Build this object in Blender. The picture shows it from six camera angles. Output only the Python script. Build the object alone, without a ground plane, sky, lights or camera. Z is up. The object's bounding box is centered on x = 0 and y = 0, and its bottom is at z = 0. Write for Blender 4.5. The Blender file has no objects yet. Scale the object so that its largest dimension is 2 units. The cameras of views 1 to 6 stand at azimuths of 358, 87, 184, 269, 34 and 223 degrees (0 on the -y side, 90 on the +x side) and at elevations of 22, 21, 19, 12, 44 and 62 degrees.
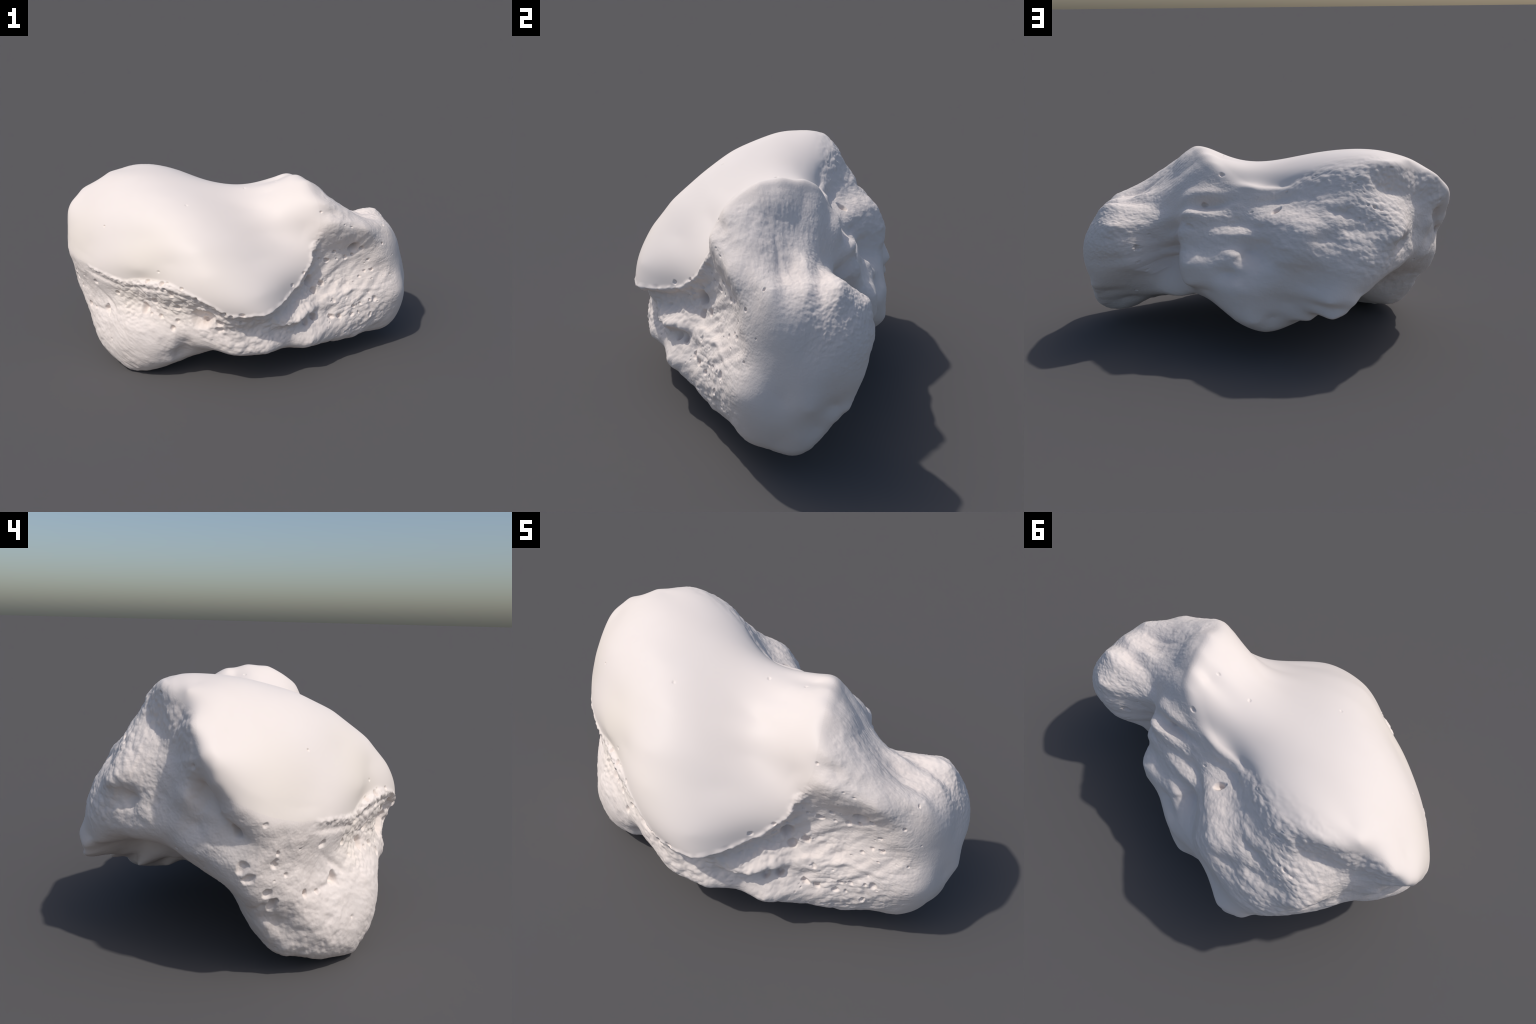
"""A cleaned, chalk-white wrist-type bone lying on its side: a broad polished
saddle-shaped joint surface on top, an overhanging rim in front, a pitted hollow
under the rim, a stout foot at the left, a neck with a rounded knob at the right
and an arched underside with a hooked beak behind.

How it is built
  * a bent SPINE runs through the bone; the surface is measured as the distance
    from the spine in every direction (a radius over a sphere of directions)
  * BONE_POINTS are the control points of the rough bone, by anatomical region;
    JOINT_POINTS those of the joint surface.  Each set makes one smooth
    thin-plate surface; the two meet along RIM, where the joint steps out as a lip
  * grooves, pits, pores, striations and pebbling are then pressed into the mesh
  * the one smooth skin is cut by region into named parts
"""
import bpy
import math
import numpy as np

rng = np.random.default_rng(11)

# ------------------------------------------------------------------ spine
SPINE_LEFT, SPINE_MID, SPINE_RIGHT = np.array([-.5, .08, .55]), np.array([.1, .04, .55]), np.array([.65, .03, .42])


def spine(s):
    """Point of the bent spine for s in -1..1."""
    s = np.asarray(s, float)[..., None]
    return SPINE_MID + (SPINE_RIGHT - SPINE_LEFT) / 2 * s + ((SPINE_LEFT + SPINE_RIGHT) / 2 - SPINE_MID) * s * s


def direction_and_radius(points):
    """Inverse of  point = spine(d.x) + d * radius."""
    points = np.asarray(points, float)
    low, high = -np.ones(len(points)), np.ones(len(points))
    for _ in range(48):
        mid = (low + high) / 2
        v = points - spine(mid)
        over = v[:, 0] / np.linalg.norm(v, axis=1) > mid
        low, high = np.where(over, mid, low), np.where(over, high, mid)
    v = points - spine(mid)
    r = np.linalg.norm(v, axis=1)
    return v / r[:, None], r


# ------------------------------------------------------------------ control points
BONE_POINTS = {
    "back_wall_upper": [
        (-0.535, 0.585, 0.566), (-0.141, 0.543, 0.629), (-0.126, 0.552, 0.561), (-0.049, 0.440, 0.612),
        (0.036, 0.393, 0.554), (0.100, 0.383, 0.645), (0.284, 0.353, 0.646), (0.462, 0.313, 0.619),
        (0.555, 0.256, 0.637), (-0.477, 0.519, 0.698), (-0.432, 0.548, 0.678), (-0.349, 0.540, 0.672),
        (-0.240, 0.550, 0.708), (-0.057, 0.400, 0.714), (-0.015, 0.378, 0.676), (0.100, 0.327, 0.676),
        (0.356, 0.322, 0.731), (0.425, 0.255, 0.653), (-0.534, 0.469, 0.781), (-0.439, 0.458, 0.779),
        (-0.407, 0.456, 0.814), (-0.403, 0.493, 0.763), (-0.211, 0.392, 0.776), (-0.108, 0.266, 0.791),
        (-0.011, 0.267, 0.811), (0.137, 0.282, 0.765), (0.200, 0.242, 0.848), (0.241, 0.250, 0.754),
        (0.277, 0.273, 0.816), (-0.285, 0.261, 0.948), (-0.171, 0.257, 0.866), (-0.120, 0.222, 0.850),
        (-0.062, 0.234, 0.857), (-0.557, 0.263, 1.022), (-0.476, 0.373, 0.950), (-0.234, 0.200, 0.956),
    ],
    "front_hollow": [
        (0.050, -0.561, 0.339), (0.196, -0.506, 0.306), (0.245, -0.529, 0.340), (0.325, -0.454, 0.278),
        (0.353, -0.403, 0.341), (0.457, -0.361, 0.310), (-0.540, -0.404, 0.402), (-0.215, -0.542, 0.438),
        (-0.055, -0.624, 0.421), (0.149, -0.564, 0.424), (0.276, -0.452, 0.403), (0.328, -0.483, 0.352),
        (0.357, -0.356, 0.446), (0.388, -0.415, 0.366), (0.394, -0.341, 0.417), (0.499, -0.327, 0.378),
        (-0.433, -0.492, 0.526), (-0.288, -0.558, 0.522), (0.554, -0.225, 0.498), (0.329, -0.254, 0.834),
        (0.516, -0.276, 0.820), (0.468, -0.223, 0.909), (0.502, -0.230, 0.865),
    ],
    "arched_underside": [
        (-0.535, -0.047, 0.137), (0.481, -0.068, 0.141), (-0.475, 0.043, 0.229), (-0.263, 0.234, 0.231),
        (-0.241, 0.327, 0.210), (-0.188, 0.291, 0.212), (0.038, 0.181, 0.217), (0.100, 0.040, 0.229),
        (0.100, -0.145, 0.198), (0.100, 0.295, 0.226), (0.282, -0.130, 0.224), (0.542, -0.016, 0.159),
        (0.561, 0.143, 0.210), (-0.436, 0.292, 0.321), (-0.394, 0.282, 0.293), (-0.349, 0.223, 0.285),
        (-0.281, 0.273, 0.270), (-0.269, 0.322, 0.260), (-0.262, 0.136, 0.252), (0.273, 0.258, 0.273),
        (0.429, 0.076, 0.269), (0.442, 0.267, 0.254), (-0.507, 0.306, 0.382), (0.515, 0.256, 0.384),
    ],
    "neck": [
        (0.656, -0.182, 0.644), (0.548, 0.178, 0.712), (0.608, -0.209, 0.672), (0.625, 0.238, 0.675),
        (0.709, 0.155, 0.733), (0.709, -0.209, 0.744), (0.732, 0.266, 0.696), (0.758, 0.324, 0.662),
        (0.795, 0.222, 0.740), (0.615, 0.100, 0.774), (0.625, -0.188, 0.817), (0.666, 0.030, 0.759),
        (0.673, 0.090, 0.772), (0.716, 0.075, 0.753), (0.721, -0.016, 0.758), (0.303, -0.178, 0.936),
        (0.364, 0.105, 0.943), (0.374, -0.176, 0.947), (0.479, 0.064, 0.863), (0.493, -0.076, 0.919),
        (0.312, 0.015, 1.013), (0.383, -0.082, 0.999),
    ],
    "left_face": [
        (-0.917, 0.004, 0.329), (-0.826, 0.041, 0.315), (-0.744, -0.296, 0.340), (-0.674, 0.126, 0.332),
        (-0.604, -0.446, 0.302), (-0.901, -0.129, 0.431), (-0.956, 0.047, 0.466), (-0.880, 0.191, 0.483),
        (-0.806, 0.273, 0.505), (-0.706, -0.330, 0.519), (-0.696, 0.394, 0.463), (-0.611, 0.539, 0.476),
        (-0.993, 0.045, 0.643), (-0.989, -0.025, 0.616), (-0.948, 0.050, 0.569), (-0.915, 0.136, 0.551),
        (-0.912, 0.137, 0.617), (-0.882, 0.160, 0.568), (-0.860, -0.208, 0.558), (-0.842, 0.248, 0.555),
        (-0.807, 0.276, 0.646), (-0.794, 0.312, 0.594), (-0.751, 0.377, 0.601), (-0.704, 0.394, 0.622),
        (-0.990, 0.078, 0.698), (-0.988, 0.041, 0.728), (-0.985, 0.113, 0.727), (-0.964, -0.028, 0.691),
        (-0.930, 0.109, 0.667), (-0.915, 0.175, 0.721), (-0.909, 0.139, 0.688), (-0.903, 0.202, 0.664),
        (-0.739, 0.433, 0.674), (-0.714, 0.473, 0.657), (-0.609, 0.488, 0.711), (-0.978, 0.154, 0.811),
        (-0.919, 0.187, 0.825), (-0.830, 0.232, 0.812), (-0.708, 0.396, 0.768), (-0.694, 0.342, 0.823),
        (-0.937, 0.113, 0.866), (-0.923, 0.181, 0.896), (-0.884, 0.095, 0.906), (-0.797, 0.221, 0.931),
        (-0.650, 0.326, 0.856), (-0.762, 0.210, 0.989), (-0.751, 0.164, 0.994), (-0.639, 0.298, 1.017),
    ],
    "knob_end_face": [
        (0.831, -0.118, 0.088), (0.881, 0.074, 0.090), (0.896, 0.124, 0.144), (0.801, 0.130, 0.178),
        (0.917, 0.164, 0.197), (0.927, 0.198, 0.249), (0.962, -0.022, 0.182), (0.963, 0.116, 0.241),
        (0.859, 0.204, 0.253), (0.935, 0.230, 0.296), (0.941, 0.189, 0.317), (1.007, 0.081, 0.341),
        (0.810, 0.304, 0.385), (0.907, -0.186, 0.354), (0.940, 0.258, 0.414), (0.980, -0.016, 0.371),
        (0.980, 0.158, 0.415), (0.838, 0.321, 0.483), (0.923, -0.062, 0.540), (0.821, 0.307, 0.643),
        (0.944, 0.224, 0.567), (0.950, 0.078, 0.566), (0.810, -0.127, 0.691), (0.825, 0.134, 0.716),
        (0.826, 0.080, 0.740), (0.838, -0.050, 0.736), (0.856, -0.004, 0.711), (0.876, 0.213, 0.679),
        (0.802, 0.193, 0.752),
    ],
    "foot": [
        (-0.707, -0.219, 0.034), (-0.603, -0.402, 0.011), (-0.722, -0.069, 0.083), (-0.655, -0.413, 0.075),
        (-0.414, -0.143, 0.091), (-0.401, -0.488, 0.106), (-0.336, -0.438, 0.094), (-0.178, -0.381, 0.114),
        (-0.861, -0.197, 0.246), (-0.858, -0.061, 0.210), (-0.850, -0.101, 0.229), (-0.344, -0.495, 0.168),
        (-0.147, -0.493, 0.181), (-0.057, -0.599, 0.220), (-0.683, 0.049, 0.264), (-0.610, 0.098, 0.277),
        (-0.341, -0.533, 0.253),
    ],
    "beak_and_back_wall": [
        (-0.322, 0.441, 0.234), (-0.159, 0.417, 0.174), (-0.044, 0.493, 0.153), (0.007, 0.563, 0.233),
        (-0.457, 0.593, 0.324), (-0.412, 0.632, 0.347), (-0.387, 0.422, 0.339), (-0.381, 0.641, 0.297),
        (-0.343, 0.503, 0.286), (-0.312, 0.563, 0.291), (-0.281, 0.455, 0.271), (-0.274, 0.556, 0.251),
        (-0.174, 0.554, 0.342), (-0.082, 0.535, 0.255), (0.224, 0.416, 0.275), (-0.574, 0.326, 0.430),
        (-0.547, 0.531, 0.398), (-0.520, 0.589, 0.414), (-0.496, 0.604, 0.364), (-0.460, 0.446, 0.394),
        (-0.425, 0.359, 0.380), (-0.412, 0.416, 0.376), (-0.365, 0.657, 0.387), (-0.315, 0.615, 0.357),
        (-0.291, 0.603, 0.445), (0.100, 0.529, 0.415), (0.264, 0.439, 0.363), (0.368, 0.415, 0.391),
        (0.472, 0.285, 0.433), (-0.441, 0.616, 0.525), (-0.264, 0.585, 0.527), (-0.065, 0.542, 0.491),
        (0.100, 0.479, 0.491), (0.141, 0.461, 0.461), (0.224, 0.462, 0.454), (0.232, 0.419, 0.540),
        (0.341, 0.428, 0.503), (0.438, 0.327, 0.495), (0.529, 0.276, 0.519), (0.100, 0.444, 0.550),
    ],
    "front_lower_wall": [
        (0.242, -0.404, 0.145), (0.532, -0.273, 0.108), (0.058, -0.219, 0.180), (0.100, -0.558, 0.181),
        (0.152, -0.573, 0.226), (0.244, -0.478, 0.179), (0.378, -0.478, 0.214),
    ],
    "knob_sides": [
        (0.676, -0.023, 0.128), (0.761, 0.030, 0.090), (0.585, 0.031, 0.191), (0.778, -0.215, 0.161),
        (0.590, 0.232, 0.286), (0.691, -0.276, 0.300), (0.615, 0.309, 0.505), (0.679, 0.329, 0.454),
        (0.739, 0.336, 0.495), (0.745, 0.346, 0.531), (0.777, -0.168, 0.512), (0.645, 0.309, 0.610),
        (0.788, -0.163, 0.582),
    ],
    "inner": [
        (0.100, 0.196, 0.904), (0.166, 0.143, 0.954), (0.167, 0.086, 0.971), (0.236, 0.168, 0.968),
        (0.236, -0.031, 0.981), (0.240, 0.109, 1.008),
    ],
}

JOINT_POINTS = {
    "saddle_valley": [
        (-0.038, 0.257, 0.841), (0.139, -0.280, 0.772), (-0.234, -0.327, 0.874), (-0.162, 0.143, 0.947),
        (-0.123, 0.227, 0.859), (-0.083, 0.209, 0.867), (0.036, 0.026, 0.943), (0.061, 0.258, 0.864),
        (0.100, -0.157, 0.869), (0.162, 0.227, 0.866), (0.165, -0.062, 0.937), (-0.287, 0.262, 0.951),
    ],
    "left_swell": [
        (-0.992, -0.026, 0.616), (-0.892, -0.169, 0.578), (-0.794, -0.272, 0.561), (-0.953, -0.032, 0.734),
        (-0.824, -0.196, 0.681), (-1.001, 0.115, 0.782), (-0.988, 0.156, 0.816), (-0.960, 0.148, 0.751),
        (-0.791, -0.119, 0.841), (-0.524, -0.338, 0.774), (-0.907, 0.072, 0.867), (-0.866, 0.202, 0.917),
        (-0.788, 0.218, 0.923), (-0.767, 0.211, 0.993), (-0.688, 0.184, 1.009), (-0.622, 0.061, 1.012),
        (-0.611, 0.338, 0.991), (-0.554, 0.220, 1.030), (-0.414, -0.177, 0.954),
    ],
    "tongue_over_the_hollow": [
        (-0.013, -0.641, 0.451), (0.128, -0.629, 0.452), (0.252, -0.483, 0.495), (0.313, -0.409, 0.528),
        (-0.541, -0.415, 0.627), (-0.504, -0.425, 0.573), (-0.169, -0.576, 0.647), (0.100, -0.600, 0.550),
        (-0.365, -0.473, 0.681), (0.100, -0.438, 0.682), (-0.217, -0.485, 0.755), (-0.028, -0.387, 0.783),
    ],
    "right_crest": [
        (0.391, -0.312, 0.666), (0.426, -0.264, 0.793), (0.231, 0.214, 0.917), (0.478, -0.264, 0.853),
        (0.234, 0.073, 0.973), (0.237, 0.106, 0.984), (0.308, 0.160, 0.983), (0.310, -0.058, 1.004),
        (0.383, -0.154, 0.984), (0.394, -0.010, 1.047), (0.456, -0.184, 0.980),
    ],
}

RIM = [
    (-0.991, 0.141, 0.793), (-0.990, 0.110, 0.735), (-0.988, 0.040, 0.675), (-0.975, -0.054, 0.631),
    (-0.910, -0.150, 0.597), (-0.864, -0.212, 0.587), (-0.800, -0.278, 0.572), (-0.645, -0.376, 0.548),
    (-0.572, -0.400, 0.561), (-0.502, -0.422, 0.573), (-0.443, -0.461, 0.579), (-0.386, -0.498, 0.583),
    (-0.331, -0.533, 0.572), (-0.280, -0.564, 0.558), (-0.188, -0.604, 0.522), (-0.127, -0.620, 0.490),
    (-0.076, -0.630, 0.461), (-0.013, -0.645, 0.450), (0.076, -0.645, 0.455), (0.128, -0.622, 0.453),
    (0.202, -0.549, 0.474), (0.252, -0.483, 0.495), (0.311, -0.400, 0.528), (0.353, -0.364, 0.576),
    (0.383, -0.330, 0.613), (0.390, -0.310, 0.665), (0.405, -0.285, 0.725), (0.424, -0.260, 0.790),
    (0.434, -0.250, 0.863), (0.423, -0.212, 0.949), (0.384, -0.122, 0.993), (0.330, 0.000, 1.005),
    (0.290, 0.120, 0.985), (0.240, 0.182, 0.943), (0.173, 0.205, 0.892), (0.050, 0.250, 0.850),
    (-0.080, 0.250, 0.860), (-0.215, 0.235, 0.917), (-0.287, 0.268, 0.953), (-0.349, 0.291, 0.965),
    (-0.413, 0.311, 0.976), (-0.479, 0.324, 0.992), (-0.544, 0.321, 1.003), (-0.645, 0.311, 0.997),
    (-0.721, 0.265, 0.980), (-0.776, 0.219, 0.949), (-0.867, 0.175, 0.933), (-0.935, 0.166, 0.886),
    (-0.972, 0.157, 0.846),
]



# ------------------------------------------------------------------ thin-plate surfaces
def kernel(s):
    s = np.maximum(s, 1e-9)
    return s * s * np.log(s)


def plate(points, stiffness):
    d, r = direction_and_radius(points)
    m = len(d)
    a = np.zeros((m + 4, m + 4))
    a[:m, :m] = kernel(np.linalg.norm(d[:, None] - d[None], axis=-1)) + stiffness * np.eye(m)
    a[:m, m], a[:m, m + 1:] = 1, d
    a[m:, :m] = a[:m, m:].T
    return d, np.linalg.solve(a, np.concatenate([r, np.zeros(4)]))


def plate_radius(surface, q):
    d, c = surface
    out = np.empty(len(q))
    for i in range(0, len(q), 40000):
        b = q[i:i + 40000]
        k = kernel(np.sqrt(np.maximum(2 - 2 * (b[:, :1] * d[:, 0] + b[:, 1:2] * d[:, 1] + b[:, 2:] * d[:, 2]), 0)))
        out[i:i + 40000] = k @ c[:len(d)] + c[len(d)] + b @ c[len(d) + 1:]
    return out


# ------------------------------------------------------------------ rim: signed distance on the sphere of directions
RIM_POLE = np.array([-.25, -.25, .93])
RIM_POLE /= np.linalg.norm(RIM_POLE)
RIM_U = np.cross([0, 1, 0], RIM_POLE)
RIM_U /= np.linalg.norm(RIM_U)
RIM_V = np.cross(RIM_POLE, RIM_U)


def flat(d):
    a = np.arccos(np.clip(d @ RIM_POLE, -1, 1))
    s = a / (np.sin(a) + 1e-9)
    return np.stack([d @ RIM_U * s, d @ RIM_V * s], -1)


def closed_curve(points, steps):
    """Catmull-Rom through a closed loop of points."""
    p = np.asarray(points, float)
    a, b, c, d = np.roll(p, 1, 0), p, np.roll(p, -1, 0), np.roll(p, -2, 0)
    t = (np.arange(steps) / steps)[None, :, None]
    a, b, c, d = (x[:, None] for x in (a, b, c, d))
    return (.5 * (2 * b + (c - a) * t + (2 * a - 5 * b + 4 * c - d) * t ** 2 + (3 * b - a - 3 * c + d) * t ** 3)).reshape(-1, p.shape[1])


def rim_distance(d):
    """Signed angle from the rim (negative on the joint) and the place along it."""
    loop = closed_curve(flat(direction_and_radius(RIM)[0]), 4)
    nxt = np.roll(loop, -1, 0)
    ab = nxt - loop
    dist, side, where = np.empty(len(d)), np.empty(len(d), bool), np.empty(len(d))
    for i in range(0, len(d), 20000):
        q = flat(d[i:i + 20000])
        apx, apy = q[:, None, 0] - loop[None, :, 0], q[:, None, 1] - loop[None, :, 1]
        h = np.clip((apx * ab[:, 0] + apy * ab[:, 1]) / (ab * ab).sum(1), 0, 1)
        e = (apx - ab[:, 0] * h) ** 2 + (apy - ab[:, 1] * h) ** 2
        k = e.argmin(1)
        dist[i:i + 20000] = np.sqrt(e[np.arange(len(q)), k])
        where[i:i + 20000] = (k + h[np.arange(len(q)), k]) / len(loop)
        up = (loop[None, :, 1] > q[:, None, 1]) != (nxt[None, :, 1] > q[:, None, 1])
        cross = up & (apx < ab[None, :, 0] * apy / (ab[None, :, 1] + 1e-12))
        side[i:i + 20000] = cross.sum(1) % 2 == 1
    return np.where(side, -dist, dist), where


# ------------------------------------------------------------------ noise
def noise3(p, seed=0):
    """Gradient noise, about -1..1."""
    i = np.floor(p).astype(np.int64)
    f = p - i
    u = f * f * f * (f * (f * 6 - 15) + 10)
    total = 0
    for dx in (0, 1):
        for dy in (0, 1):
            for dz in (0, 1):
                h = (i[:, 0] + dx) * 374761393 + (i[:, 1] + dy) * 668265263 + (i[:, 2] + dz) * 2147483647 + seed * 974634777
                h = (h ^ (h >> 13)) * 1274126177
                h = h ^ (h >> 16)
                gx, gy, gz = ((h & 1023) / 511.5 - 1), (((h >> 10) & 1023) / 511.5 - 1), (((h >> 20) & 1023) / 511.5 - 1)
                w = (u[:, 0] if dx else 1 - u[:, 0]) * (u[:, 1] if dy else 1 - u[:, 1]) * (u[:, 2] if dz else 1 - u[:, 2])
                total = total + w * (gx * (f[:, 0] - dx) + gy * (f[:, 1] - dy) + gz * (f[:, 2] - dz))
    return total * 1.4


def cells3(p, seed=0):
    """Worley noise: distance to the nearest and second nearest scattered point."""
    i = np.floor(p).astype(np.int64)
    f = p - i
    near, second = np.full(len(p), 9.), np.full(len(p), 9.)
    for dx in (-1, 0, 1):
        for dy in (-1, 0, 1):
            for dz in (-1, 0, 1):
                h = (i[:, 0] + dx) * 374761393 + (i[:, 1] + dy) * 668265263 + (i[:, 2] + dz) * 2147483647 + seed * 974634777
                h = (h ^ (h >> 13)) * 1274126177
                h = h ^ (h >> 16)
                q = np.stack([dx + (h & 1023) / 1023, dy + ((h >> 10) & 1023) / 1023, dz + ((h >> 20) & 1023) / 1023], -1)
                e = np.linalg.norm(q - f, axis=1)
                second = np.minimum(second, np.maximum(e, near))
                near = np.minimum(near, e)
    return near, second


def smooth(x, a, b):
    t = np.clip((x - a) / (b - a), 0, 1)
    return t * t * (3 - 2 * t)


# ------------------------------------------------------------------ mesh of directions: a cube blown up to a sphere
def sphere_grid(n):
    t = np.tan(np.linspace(-1, 1, n + 1) * math.pi / 4)
    a, b = np.meshgrid(t, t, indexing="ij")
    one = np.ones_like(a)
    faces = [(one, a, b), (-one, b, a), (b, one, a), (a, -one, b), (a, b, one), (b, a, -one)]
    points = np.concatenate([np.stack(f, -1).reshape(-1, 3) for f in faces])
    points /= np.linalg.norm(points, axis=1)[:, None]
    k = np.arange((n + 1) ** 2).reshape(n + 1, n + 1)
    quad = np.stack([k[:-1, :-1], k[1:, :-1], k[1:, 1:], k[:-1, 1:]], -1).reshape(-1, 4)
    quads = np.concatenate([quad + s * (n + 1) ** 2 for s in range(6)])
    _, first, back = np.unique(np.round(points, 6), axis=0, return_index=True, return_inverse=True)
    return points[first], back.reshape(-1)[quads]


def normals_of(p, quads):
    n = np.cross(p[quads[:, 2]] - p[quads[:, 0]], p[quads[:, 3]] - p[quads[:, 1]])
    out = np.zeros_like(p)
    for k in range(4):
        for axis in range(3):
            out[:, axis] += np.bincount(quads[:, k], n[:, axis], len(p))
    return out / (np.linalg.norm(out, axis=1)[:, None] + 1e-12)


GRID = 340
dirs, quads = sphere_grid(GRID)
# face winding outward
mid = dirs[quads].mean(1)
flip = (np.cross(dirs[quads[:, 2]] - dirs[quads[:, 0]], dirs[quads[:, 3]] - dirs[quads[:, 1]]) * mid).sum(1) < 0
quads[flip] = quads[flip][:, ::-1]

# ------------------------------------------------------------------ base shape
rim, along = rim_distance(dirs)
bone = plate(np.array([q for group in BONE_POINTS.values() for q in group]), 1e-5)
joint = plate(np.array([q for group in JOINT_POINTS.values() for q in group]), 1.5e-3)
r_bone, r_joint = plate_radius(bone, dirs), plate_radius(joint, dirs)
r_joint = np.where(rim < .3, r_joint, r_bone)
# in front the joint ends in a lip; elsewhere it fades softly into the bone
rough_place = spine(dirs[:, 0]) + dirs * r_joint[:, None]
lipped = (1 - smooth(rough_place[:, 1], -.27, -.19)) * (1 - smooth(rough_place[:, 2], .68, .8)) * smooth(rough_place[:, 0], -.98, -.88)
mix = smooth(rim, -.004, .04) * lipped + smooth(rim, -.09, .06) * (1 - lipped)
radius = r_joint * (1 - mix) + r_bone * mix
base = spine(dirs[:, 0]) + dirs * radius[:, None]

# ==== relief
# Recess between body and end knob: the body ends in a sharp upright ridge, behind
# which the surface drops back to a hollow and climbs again to the knob.
# (turn about the long axis in degrees -> how far along it the ridge stands)
RECESS_RIDGE = [(-90, .22), (-28, .24), (-14, .30), (1, .321), (16, .322), (25, .328), (33, .332), (41, .333), (52, .319), (60, .297), (90, .25)]
turn = np.degrees(np.arctan2(dirs[:, 2], dirs[:, 1]))
ahead = dirs[:, 0] - np.interp(turn, *np.array(RECESS_RIDGE).T)
upright = smooth(turn, -48, -14) * (1 - smooth(turn, 16, 44))
ridge = smooth(turn, -35, -10) * (1 - smooth(turn, 48, 62))
radius += .018 * np.exp(-((ahead + .02) / .06) ** 2) * ridge
radius -= .11 * smooth(ahead, .0, .15) * (1 - smooth(ahead, .235, .325)) * upright
# The lip of the joint: a beaded edge over a narrow undercut, along the front only.
front = lipped
radius += front * .005 * np.exp(-((rim - .004) / .016) ** 2)
radius -= front * (.007 * np.exp(-((rim - .062) / .024) ** 2))
radius -= front * .012 * np.exp(-((rim - .13) / .07) ** 2) * smooth(base[:, 0], .0, .2)
base = spine(dirs[:, 0]) + dirs * radius[:, None]
normal = normals_of(base, quads)

X, Y, Z = base.T
bare = smooth(rim, -.012, .03) * lipped + smooth(rim, -.03, .1) * (1 - lipped)     # 0 on the polished joint
back = smooth(normal[:, 1], .1, .5)


def ball(x, y, z, r, soft=.5):
    """1 inside a soft ball."""
    e = np.sqrt((X - x) ** 2 + (Y - y) ** 2 + (Z - z) ** 2) / r
    return 1 - smooth(e, 1 - soft, 1 + soft)


def stretched(direction, along_scale, across_scale, seed):
    """Noise drawn out along a direction, as fibres are."""
    a = np.array(direction, float)
    a /= np.linalg.norm(a)
    t = base @ a
    p = base * across_scale + np.outer(t * (along_scale - across_scale), a)
    return noise3(p, seed)


warp = np.stack([noise3(base * 5, s) for s in (1, 2, 3)], -1)
bent = base + .03 * warp

foot_zone = ball(-.62, -.33, .16, .36)
hollow = (1 - smooth(rim, .25, .42)) * bare * (1 - smooth(Y, -.3, -.1)) * smooth(X, -.75, -.6) * (1 - smooth(X, .25, .5))
right_wall = ball(.58, -.3, .38, .34) * bare * (1 - smooth(X, .8, .95))
neck_zone = ball(.6, 0, .86, .26) * bare
knob_zone = ball(.78, .22, .66, .24)
left_zone = (1 - smooth(X, -.86, -.66)) * bare * (1 - smooth(Y, .2, .4))
patch_zone = ball(-.58, .52, .7, .2) * smooth(normal[:, 1], .1, .4)
crest_zone = smooth(rim, .0, .05) * (1 - smooth(rim, .14, .24)) * smooth(Y, .1, .22) * (1 - smooth(X, -.3, .1))
back_zone = smooth(Y, .2, .35) * smooth(Z, .4, .62)
end_zone = smooth(normal[:, 0], .45, .8) * smooth(X, .8, .9)
rough = bare * (1 - .75 * end_zone) * (.45 + .55 * (1 - smooth(Y, .1, .4) * (1 - smooth(Z, .45, .62))))

patchy = .45 + .75 * smooth(noise3(base * 4.5, 60), -.25, .35)
lift = np.zeros(len(base))
# broad unevenness everywhere but the joint
lift += rough * (.004 * noise3(bent * 9, 20) + patchy * (.0022 * noise3(bent * 22, 21) + .0009 * noise3(bent * 55, 22)))
# foot: slanting fibres
lift += foot_zone * bare * patchy * (.0026 * stretched((.8, -.15, -.5), 7, 30, 23) + .0016 * stretched((.8, -.15, -.5), 18, 75, 24) + .0018 * noise3(bent * 30, 43))
# right wall: slanting folds and loose fibres
folds = stretched((.62, .3, .6), 9, 26, 25)
lift += right_wall * (.007 * folds + patchy * (.0045 * np.abs(stretched((.75, .35, .25), 8, 34, 26)) + .0015 * noise3(bent * 40, 27)))
# hollow under the lip: gnawed, with knobs and strands between the pits
near, second = cells3(bent * 15, 4)
near_b, second_b = cells3(bent * 31, 5)
lift += (hollow * .009 + right_wall * patchy * .003) * (second_b - near_b - .3) * (.5 + .5 * patchy)
lift += hollow * (.003 + .011 * (second - near - .35) + .004 * noise3(bent * 26, 28) + .003 * stretched((.85, -.3, -.4), 14, 60, 29))
# left face: soft lumps
lift += left_zone * (.005 * noise3(bent * 12, 30) + patchy * .002 * noise3(bent * 30, 31))
# neck and knob: fine combed grain
lift += neck_zone * (.0016 * stretched((.8, 0, -.6), 26, 60, 32))
lift += knob_zone * (.0024 * noise3(bent * 48, 33) + .0014 * noise3(bent * 90, 34))
# pebbled patches of the back
near, second = cells3(bent * 34, 6)
lift += patch_zone * .0075 * (.45 - near)
lift += crest_zone * (.0055 * (.45 - near) + .003 * stretched((.2, .9, -.4), 24, 60, 35))
lift += back_zone * (.003 * stretched((.9, .1, .3), 12, 34, 36) + .0015 * noise3(bent * 60, 37))
# fine scale everywhere bare
lift += rough * (.0008 * noise3(bent * 120, 38))
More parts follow.
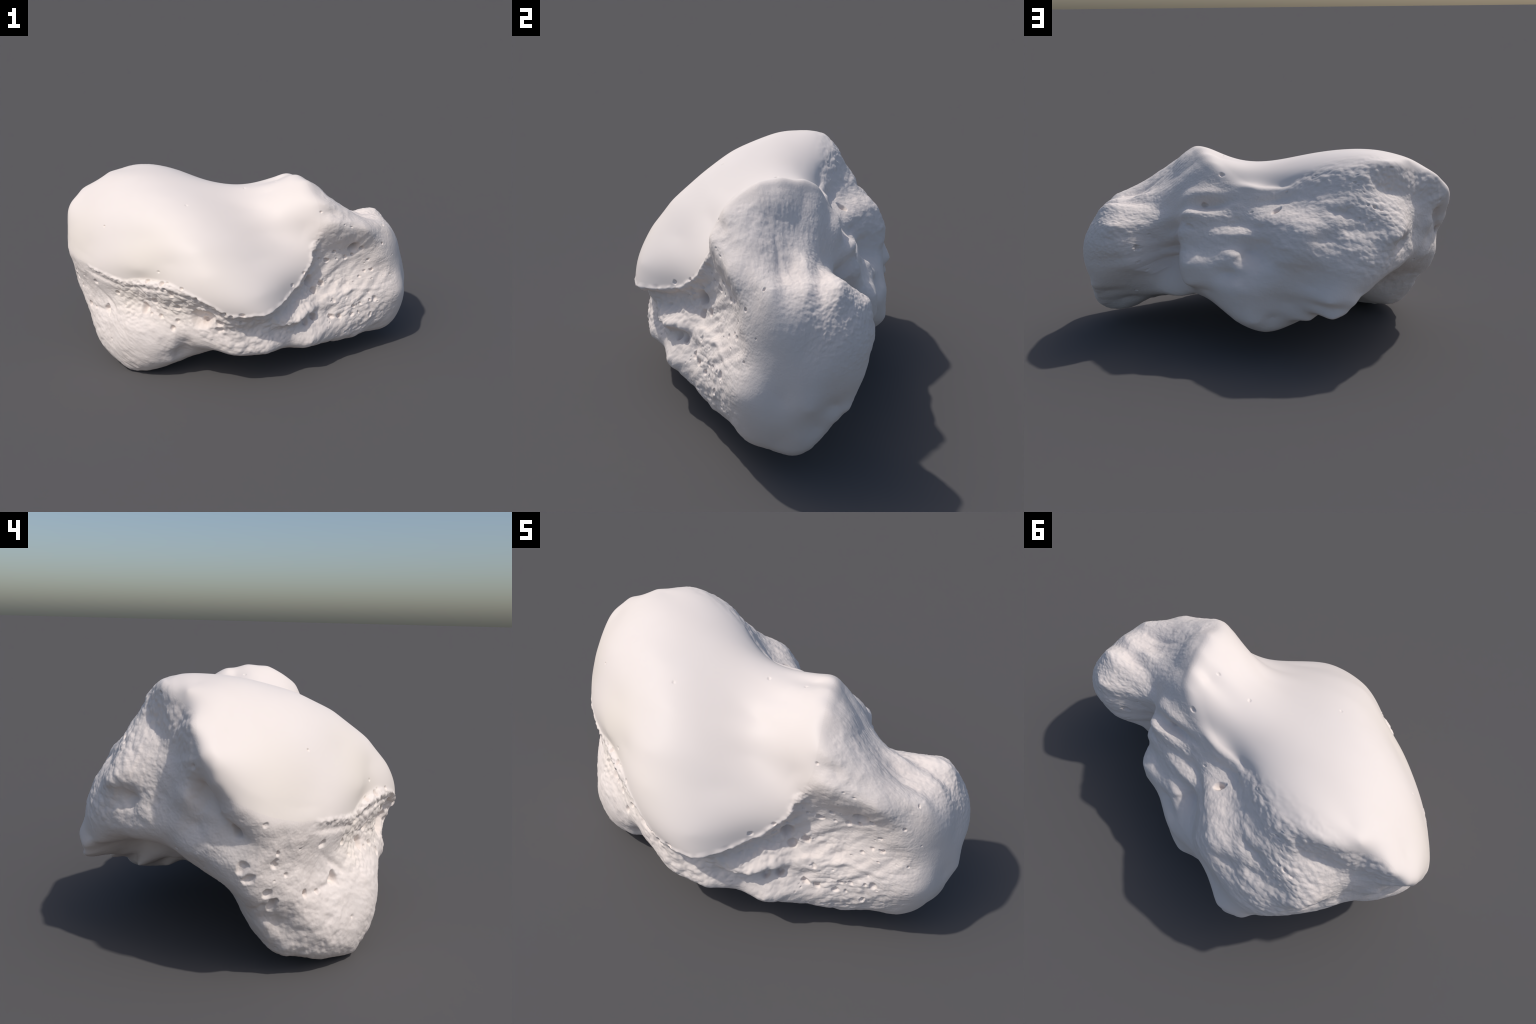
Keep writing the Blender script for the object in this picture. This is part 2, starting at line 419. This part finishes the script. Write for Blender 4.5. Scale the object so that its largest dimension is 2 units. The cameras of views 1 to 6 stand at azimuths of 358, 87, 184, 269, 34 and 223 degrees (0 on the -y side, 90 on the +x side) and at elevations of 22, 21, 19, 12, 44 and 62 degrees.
# crumbling of the lip
lip = front * np.exp(-((rim - .018) / .024) ** 2)
lift += lip * (.007 * noise3(base * 24, 39) + .005 * noise3(base * 55, 40) + .0025 * noise3(base * 100, 41))
flutes = noise3(np.stack([along * 95, rim * 6, along * 0], -1), 42)
lift += front * smooth(rim, -.035, .0) * (1 - smooth(rim, .05, .09)) * .006 * flutes * smooth(X, -.15, .1)

# Two furrows down the neck, one crease round the left face, and small ridges.
# each: points, half width, depth (negative = ridge)
FURROWS = [
    ([(.50, -.0, .90), (.56, .0, .845), (.63, .005, .80), (.70, .01, .765)], .05, .004),
    ([(.66, -.10, .78), (.70, .0, .765), (.73, .10, .745)], .05, .003),
    ([(.50, -.05, .90), (.53, -.04, .865), (.57, -.02, .828), (.63, -.014, .796), (.70, -.007, .76), (.77, .0, .735)], .014, .005),
    ([(.55, .035, .88), (.60, .04, .82), (.66, .04, .79), (.73, .04, .755)], .010, .003),
    ([(-.93, .14, .70), (-.95, .10, .63), (-.955, .04, .575), (-.94, .0, .545)], .022, .018),
    ([(-.91, -.05, .30), (-.87, .03, .24), (-.80, .08, .22)], .012, .006),
    ([(-.86, -.20, .335), (-.80, -.25, .34), (-.74, -.30, .345)], .012, .006),
    ([(-.80, -.26, .45), (-.72, -.30, .40), (-.66, -.36, .33)], .014, .008),
    ([(.60, -.27, .40), (.68, -.24, .46), (.74, -.21, .52)], .012, -.006),
    ([(.45, -.32, .40), (.55, -.28, .42), (.66, -.24, .41), (.78, -.21, .40)], .012, -.005),
    ([(-.30, -.535, .245), (-.315, -.51, .19), (-.33, -.49, .14)], .04, .02),
    ([(.43, -.28, .46), (.50, -.25, .52), (.60, -.21, .58), (.70, -.19, .60)], .018, -.010),
]
for points, half, depth in FURROWS:
    p = np.array(points)
    e = np.full(len(base), 9.)
    box = (X > p[:, 0].min() - .1) & (X < p[:, 0].max() + .1) & (Y > p[:, 1].min() - .1) & (Y < p[:, 1].max() + .1) & (Z > p[:, 2].min() - .1) & (Z < p[:, 2].max() + .1)
    q = bent[box] * .4 + base[box] * .6
    best = np.full(len(q), 9.)
    for a, b in zip(p[:-1], p[1:]):
        h = np.clip(((q - a) @ (b - a)) / ((b - a) @ (b - a)), 0, 1)
        best = np.minimum(best, np.linalg.norm(q - a - h[:, None] * (b - a), axis=1))
    lift[box] -= depth * np.exp(-(best / half) ** 2)

final = base + normal * lift[:, None]

# Nutrient holes and pores: x, y, z, radius, depth
PITS = {
    "specks_on_the_joint": [
        (-.746, -.199, .803, .006, .005), (.212, .026, .973, .007, .003), (.034, .014, .941, .006, .003), (-.285, -.235, .927, .007, .002),
    ],
    "hollow_under_lip": [
        (-0.671, -0.324, 0.461, 0.014, 0.013), (-0.742, -0.304, 0.349, 0.018, 0.016), (-0.366, -0.516, 0.530, 0.014, 0.014),
        (-0.307, -0.551, 0.571, 0.010, 0.009), (-0.234, -0.578, 0.521, 0.015, 0.013), (-0.340, -0.514, 0.443, 0.016, 0.017),
        (-0.302, -0.543, 0.477, 0.013, 0.012), (-0.460, -0.441, 0.458, 0.020, 0.015), (-0.516, -0.424, 0.403, 0.022, 0.022),
        (-0.429, -0.472, 0.379, 0.011, 0.010), (-0.341, -0.516, 0.373, 0.011, 0.009), (-0.364, -0.518, 0.329, 0.016, 0.012),
        (-0.210, -0.569, 0.400, 0.052, 0.033), (-0.206, -0.567, 0.385, 0.019, 0.020), (-0.113, -0.584, 0.389, 0.018, 0.018),
        (-0.118, -0.568, 0.350, 0.015, 0.014), (-0.492, -0.439, 0.565, 0.013, 0.014), (-0.413, -0.486, 0.574, 0.014, 0.013),
        (-0.385, -0.501, 0.585, 0.007, 0.006), (-0.435, -0.464, 0.634, 0.006, 0.004), (-0.180, -0.597, 0.475, 0.012, 0.008),
        (-0.092, -0.632, 0.465, 0.013, 0.012), (-0.056, -0.637, 0.451, 0.010, 0.008), (0.002, -0.646, 0.458, 0.011, 0.010),
        (-0.003, -0.603, 0.403, 0.013, 0.012), (0.278, -0.447, 0.536, 0.010, 0.006), (0.247, -0.470, 0.415, 0.009, 0.005),
        (-0.754, -0.293, 0.347, 0.014, 0.013), (-0.724, -0.378, 0.199, 0.007, 0.003),
    ],
    "left_face": [
        (-0.854, -0.190, 0.333, 0.012, 0.010), (-0.935, -0.084, 0.458, 0.012, 0.008), (-0.950, 0.036, 0.572, 0.016, 0.020),
        (-0.910, -0.081, 0.311, 0.018, 0.021), (-0.931, -0.066, 0.358, 0.017, 0.010), (-0.854, -0.190, 0.339, 0.009, 0.009),
        (-0.941, -0.090, 0.506, 0.004, 0.004), (-0.937, -0.086, 0.471, 0.010, 0.005), (-0.904, -0.126, 0.415, 0.008, 0.004),
        (-0.975, -0.049, 0.603, 0.009, 0.004), (-0.804, -0.251, 0.491, 0.015, 0.009), (-0.960, 0.019, 0.456, 0.018, 0.008),
        (-0.956, -0.002, 0.416, 0.020, 0.009),
    ],
    "right_wall_and_neck": [
        (0.347, -0.426, 0.304, 0.018, 0.015), (0.397, -0.392, 0.320, 0.020, 0.022), (0.503, -0.349, 0.298, 0.015, 0.015),
        (0.550, -0.334, 0.287, 0.014, 0.014), (0.626, -0.307, 0.283, 0.011, 0.010), (0.635, -0.288, 0.325, 0.009, 0.008),
        (0.676, -0.273, 0.336, 0.008, 0.006), (0.517, -0.320, 0.380, 0.010, 0.006), (0.451, -0.285, 0.471, 0.018, 0.018),
        (0.399, -0.307, 0.439, 0.021, 0.017), (0.380, -0.319, 0.503, 0.032, 0.029), (0.636, -0.191, 0.648, 0.032, 0.043),
        (0.686, -0.185, 0.636, 0.014, 0.013), (0.524, -0.225, 0.636, 0.012, 0.011), (0.483, -0.239, 0.591, 0.016, 0.013),
        (0.587, -0.190, 0.589, 0.014, 0.009), (0.750, -0.178, 0.503, 0.011, 0.010), (0.710, -0.186, 0.500, 0.009, 0.006),
        (0.728, -0.168, 0.561, 0.009, 0.006), (0.864, -0.153, 0.462, 0.005, 0.005), (0.823, -0.077, 0.734, 0.005, 0.005),
        (0.765, -0.247, 0.352, 0.017, 0.009), (0.373, -0.326, 0.552, 0.011, 0.008), (0.342, -0.366, 0.572, 0.008, 0.006),
        (0.443, -0.247, 0.878, 0.007, 0.005), (0.576, -0.253, 0.804, 0.005, 0.003), (0.616, -0.239, 0.785, 0.005, 0.003),
    ],
    "back_wall": [
        (-0.095, 0.345, 0.766, 0.020, 0.024), (-0.552, 0.445, 0.819, 0.006, 0.006), (-0.582, 0.446, 0.810, 0.009, 0.008),
        (-0.530, 0.408, 0.873, 0.004, 0.003), (-0.503, 0.396, 0.905, 0.005, 0.004), (0.032, 0.308, 0.739, 0.006, 0.004),
        (-0.619, 0.445, 0.795, 0.007, 0.004), (-0.567, 0.485, 0.747, 0.006, 0.004), (-0.510, 0.486, 0.761, 0.008, 0.004),
        (0.284, 0.260, 0.760, 0.018, 0.013), (0.634, 0.318, 0.540, 0.014, 0.013), (0.554, 0.315, 0.588, 0.008, 0.006),
        (0.355, 0.350, 0.673, 0.016, 0.006), (0.693, 0.192, 0.272, 0.008, 0.006), (0.630, 0.323, 0.456, 0.008, 0.005),
        (0.597, 0.284, 0.405, 0.007, 0.004), (0.192, 0.217, 0.919, 0.013, 0.008),
    ],
}
pore_count = 80
pores = []
zone = hollow + .8 * right_wall + .12 * left_zone * (Z < .55) + .15 * crest_zone
pick = rng.choice(len(base), pore_count, p=zone / zone.sum())
for k in pick:
    size = .0035 + .007 * rng.random() ** 2.5
    pores.append((*base[k], size, size * (.5 + .6 * rng.random())))
cell = np.floor(base / .08).astype(int)
bins = {}
order = np.lexsort(cell.T)
cuts = np.flatnonzero(np.any(np.diff(cell[order], axis=0), axis=1)) + 1
for chunk in np.split(order, cuts):
    bins[tuple(cell[chunk[0]])] = chunk
for x, y, z, r, depth in [q for group in PITS.values() for q in group] + pores:
    c = np.floor(np.array([x, y, z]) / .08).astype(int)
    ids = np.concatenate([bins[k] for k in ((c[0] + i, c[1] + j, c[2] + l) for i in (-1, 0, 1) for j in (-1, 0, 1) for l in (-1, 0, 1)) if k in bins])
    centre = base[ids[np.argmin(((base[ids] - (x, y, z)) ** 2).sum(1))]]
    tall, spin = 1 + .8 * rng.random(), rng.normal(size=3)
    spin /= np.linalg.norm(spin)
    v = base[ids] - centre
    e = np.sqrt(np.maximum((v ** 2).sum(1) - (1 - 1 / tall ** 2) * (v @ spin) ** 2, 0)) / r
    e = e * (1 + .38 * noise3(base[ids] * (.8 / r), 50))
    axis = normal[ids[np.argmin((v ** 2).sum(1))]]
    sink = 1.35 * depth * (1 - smooth(e, .35, 1.15)) 
    final[ids] -= sink[:, None] * (.7 * axis + .3 * normal[ids])
final[:, 2] = np.maximum(final[:, 2], 0)     # the foot rests on the ground


# ------------------------------------------------------------------ parts
skin = normals_of(final, quads)
middle = final[quads].mean(1)
mx, my, mz = middle.T
face_rim = rim[quads].mean(1)
part_names = ["bone_body", "joint_surface", "foot", "neck", "end_knob", "beak"]
part = np.zeros(len(quads), int)
part[(my > .3) & (mx < .0) & (mz < .62 - .35 * (my - .3))] = 5
part[(mz < .42) & (mx < -.3) & (my < .12)] = 2
part[(mx > .62)] = 4
part[(mx > .36) & (mz > .62) & (mx - mz < .06) & (face_rim > 0)] = 3
part[face_rim <= 0] = 1


def node(tree, kind, **values):
    n = tree.nodes.new("ShaderNode" + kind)
    for k, v in values.items():
        if k in n.inputs:
            n.inputs[k].default_value = v
        else:
            setattr(n, k, v)
    return n


def bone_material(name, pale, warm, scale, roughness, grain, stains=()):
    """Pale bone: two close tones mottled by noise, faint stains, fine grain."""
    mat = bpy.data.materials.new(name)
    mat.use_nodes = True
    t = mat.node_tree
    bsdf = t.nodes["Principled BSDF"]
    place = node(t, "TexCoord").outputs["Object"]
    mottle = node(t, "TexNoise", Scale=scale, Detail=5., Roughness=.6)
    t.links.new(place, mottle.inputs["Vector"])
    ramp = node(t, "ValToRGB")
    ramp.color_ramp.elements[0].position, ramp.color_ramp.elements[1].position = .35, .68
    ramp.color_ramp.elements[0].color, ramp.color_ramp.elements[1].color = (*warm, 1), (*pale, 1)
    t.links.new(mottle.outputs["Fac"], ramp.inputs["Fac"])
    colour = ramp.outputs["Color"]
    for (x, y, z), reach, tint, strength in stains:
        away = node(t, "VectorMath", operation="DISTANCE")
        away.inputs[1].default_value = (x, y, z)
        t.links.new(place, away.inputs[0])
        fade = node(t, "MapRange", interpolation_type="SMOOTHSTEP")
        fade.inputs["From Min"].default_value, fade.inputs["From Max"].default_value = reach, 0
        fade.inputs["To Max"].default_value = strength
        t.links.new(away.outputs["Value"], fade.inputs["Value"])
        mix = node(t, "Mix", data_type="RGBA", blend_type="MIX")
        mix.inputs[7].default_value = (*tint, 1)
        t.links.new(fade.outputs["Result"], mix.inputs[0])
        t.links.new(colour, mix.inputs[6])
        colour = mix.outputs[2]
    t.links.new(colour, bsdf.inputs["Base Color"])
    bsdf.inputs["Roughness"].default_value = roughness
    bsdf.inputs["Specular IOR Level"].default_value = .25
    if grain:
        fine = node(t, "TexNoise", Scale=170., Detail=4., Roughness=.65)
        t.links.new(place, fine.inputs["Vector"])
        bump = node(t, "Bump", Strength=grain, Distance=.004)
        t.links.new(fine.outputs["Fac"], bump.inputs["Height"])
        t.links.new(bump.outputs["Normal"], bsdf.inputs["Normal"])
    return mat


CREAM = (.82, .735, .635)
rough_bone = bone_material("rough_bone", (.825, .742, .688), (.80, .712, .655), 6., .75, .22,
                           [((-.6, -.35, .45), .16, CREAM, .5), ((-.36, -.52, .45), .2, CREAM, .4)])
joint_bone = bone_material("polished_joint", (.848, .762, .708), (.832, .744, .686), 3., .5, .0,
                           [((-.50, -.40, .66), .32, CREAM, .6), ((-.93, -.1, .68), .3, CREAM, .45), ((-.15, -.5, .6), .25, CREAM, .3)])

top = bpy.data.objects.new("saddle_jointed_bone", None)
bpy.context.collection.objects.link(top)
top["label"] = "chalk white bone with smooth saddle joint, pitted hollow and end knob"
top["category"] = "bone"
for k, name in enumerate(part_names):
    faces = quads[part == k]
    used, local = np.unique(faces, return_inverse=True)
    local = local.reshape(-1)
    mesh = bpy.data.meshes.new(name)
    mesh.vertices.add(len(used))
    mesh.vertices.foreach_set("co", final[used].astype(np.float32).ravel())
    mesh.loops.add(len(local))
    mesh.loops.foreach_set("vertex_index", local.astype(np.int32))
    mesh.polygons.add(len(faces))
    mesh.polygons.foreach_set("loop_start", np.arange(0, len(local), 4, dtype=np.int32))
    mesh.polygons.foreach_set("use_smooth", np.ones(len(faces), bool))
    mesh.update(calc_edges=True)
    mesh.materials.append(joint_bone if name == "joint_surface" else rough_bone)
    mesh.normals_split_custom_set_from_vertices(skin[used].tolist())
    obj = bpy.data.objects.new(name, mesh)
    bpy.context.collection.objects.link(obj)
    obj.parent = top
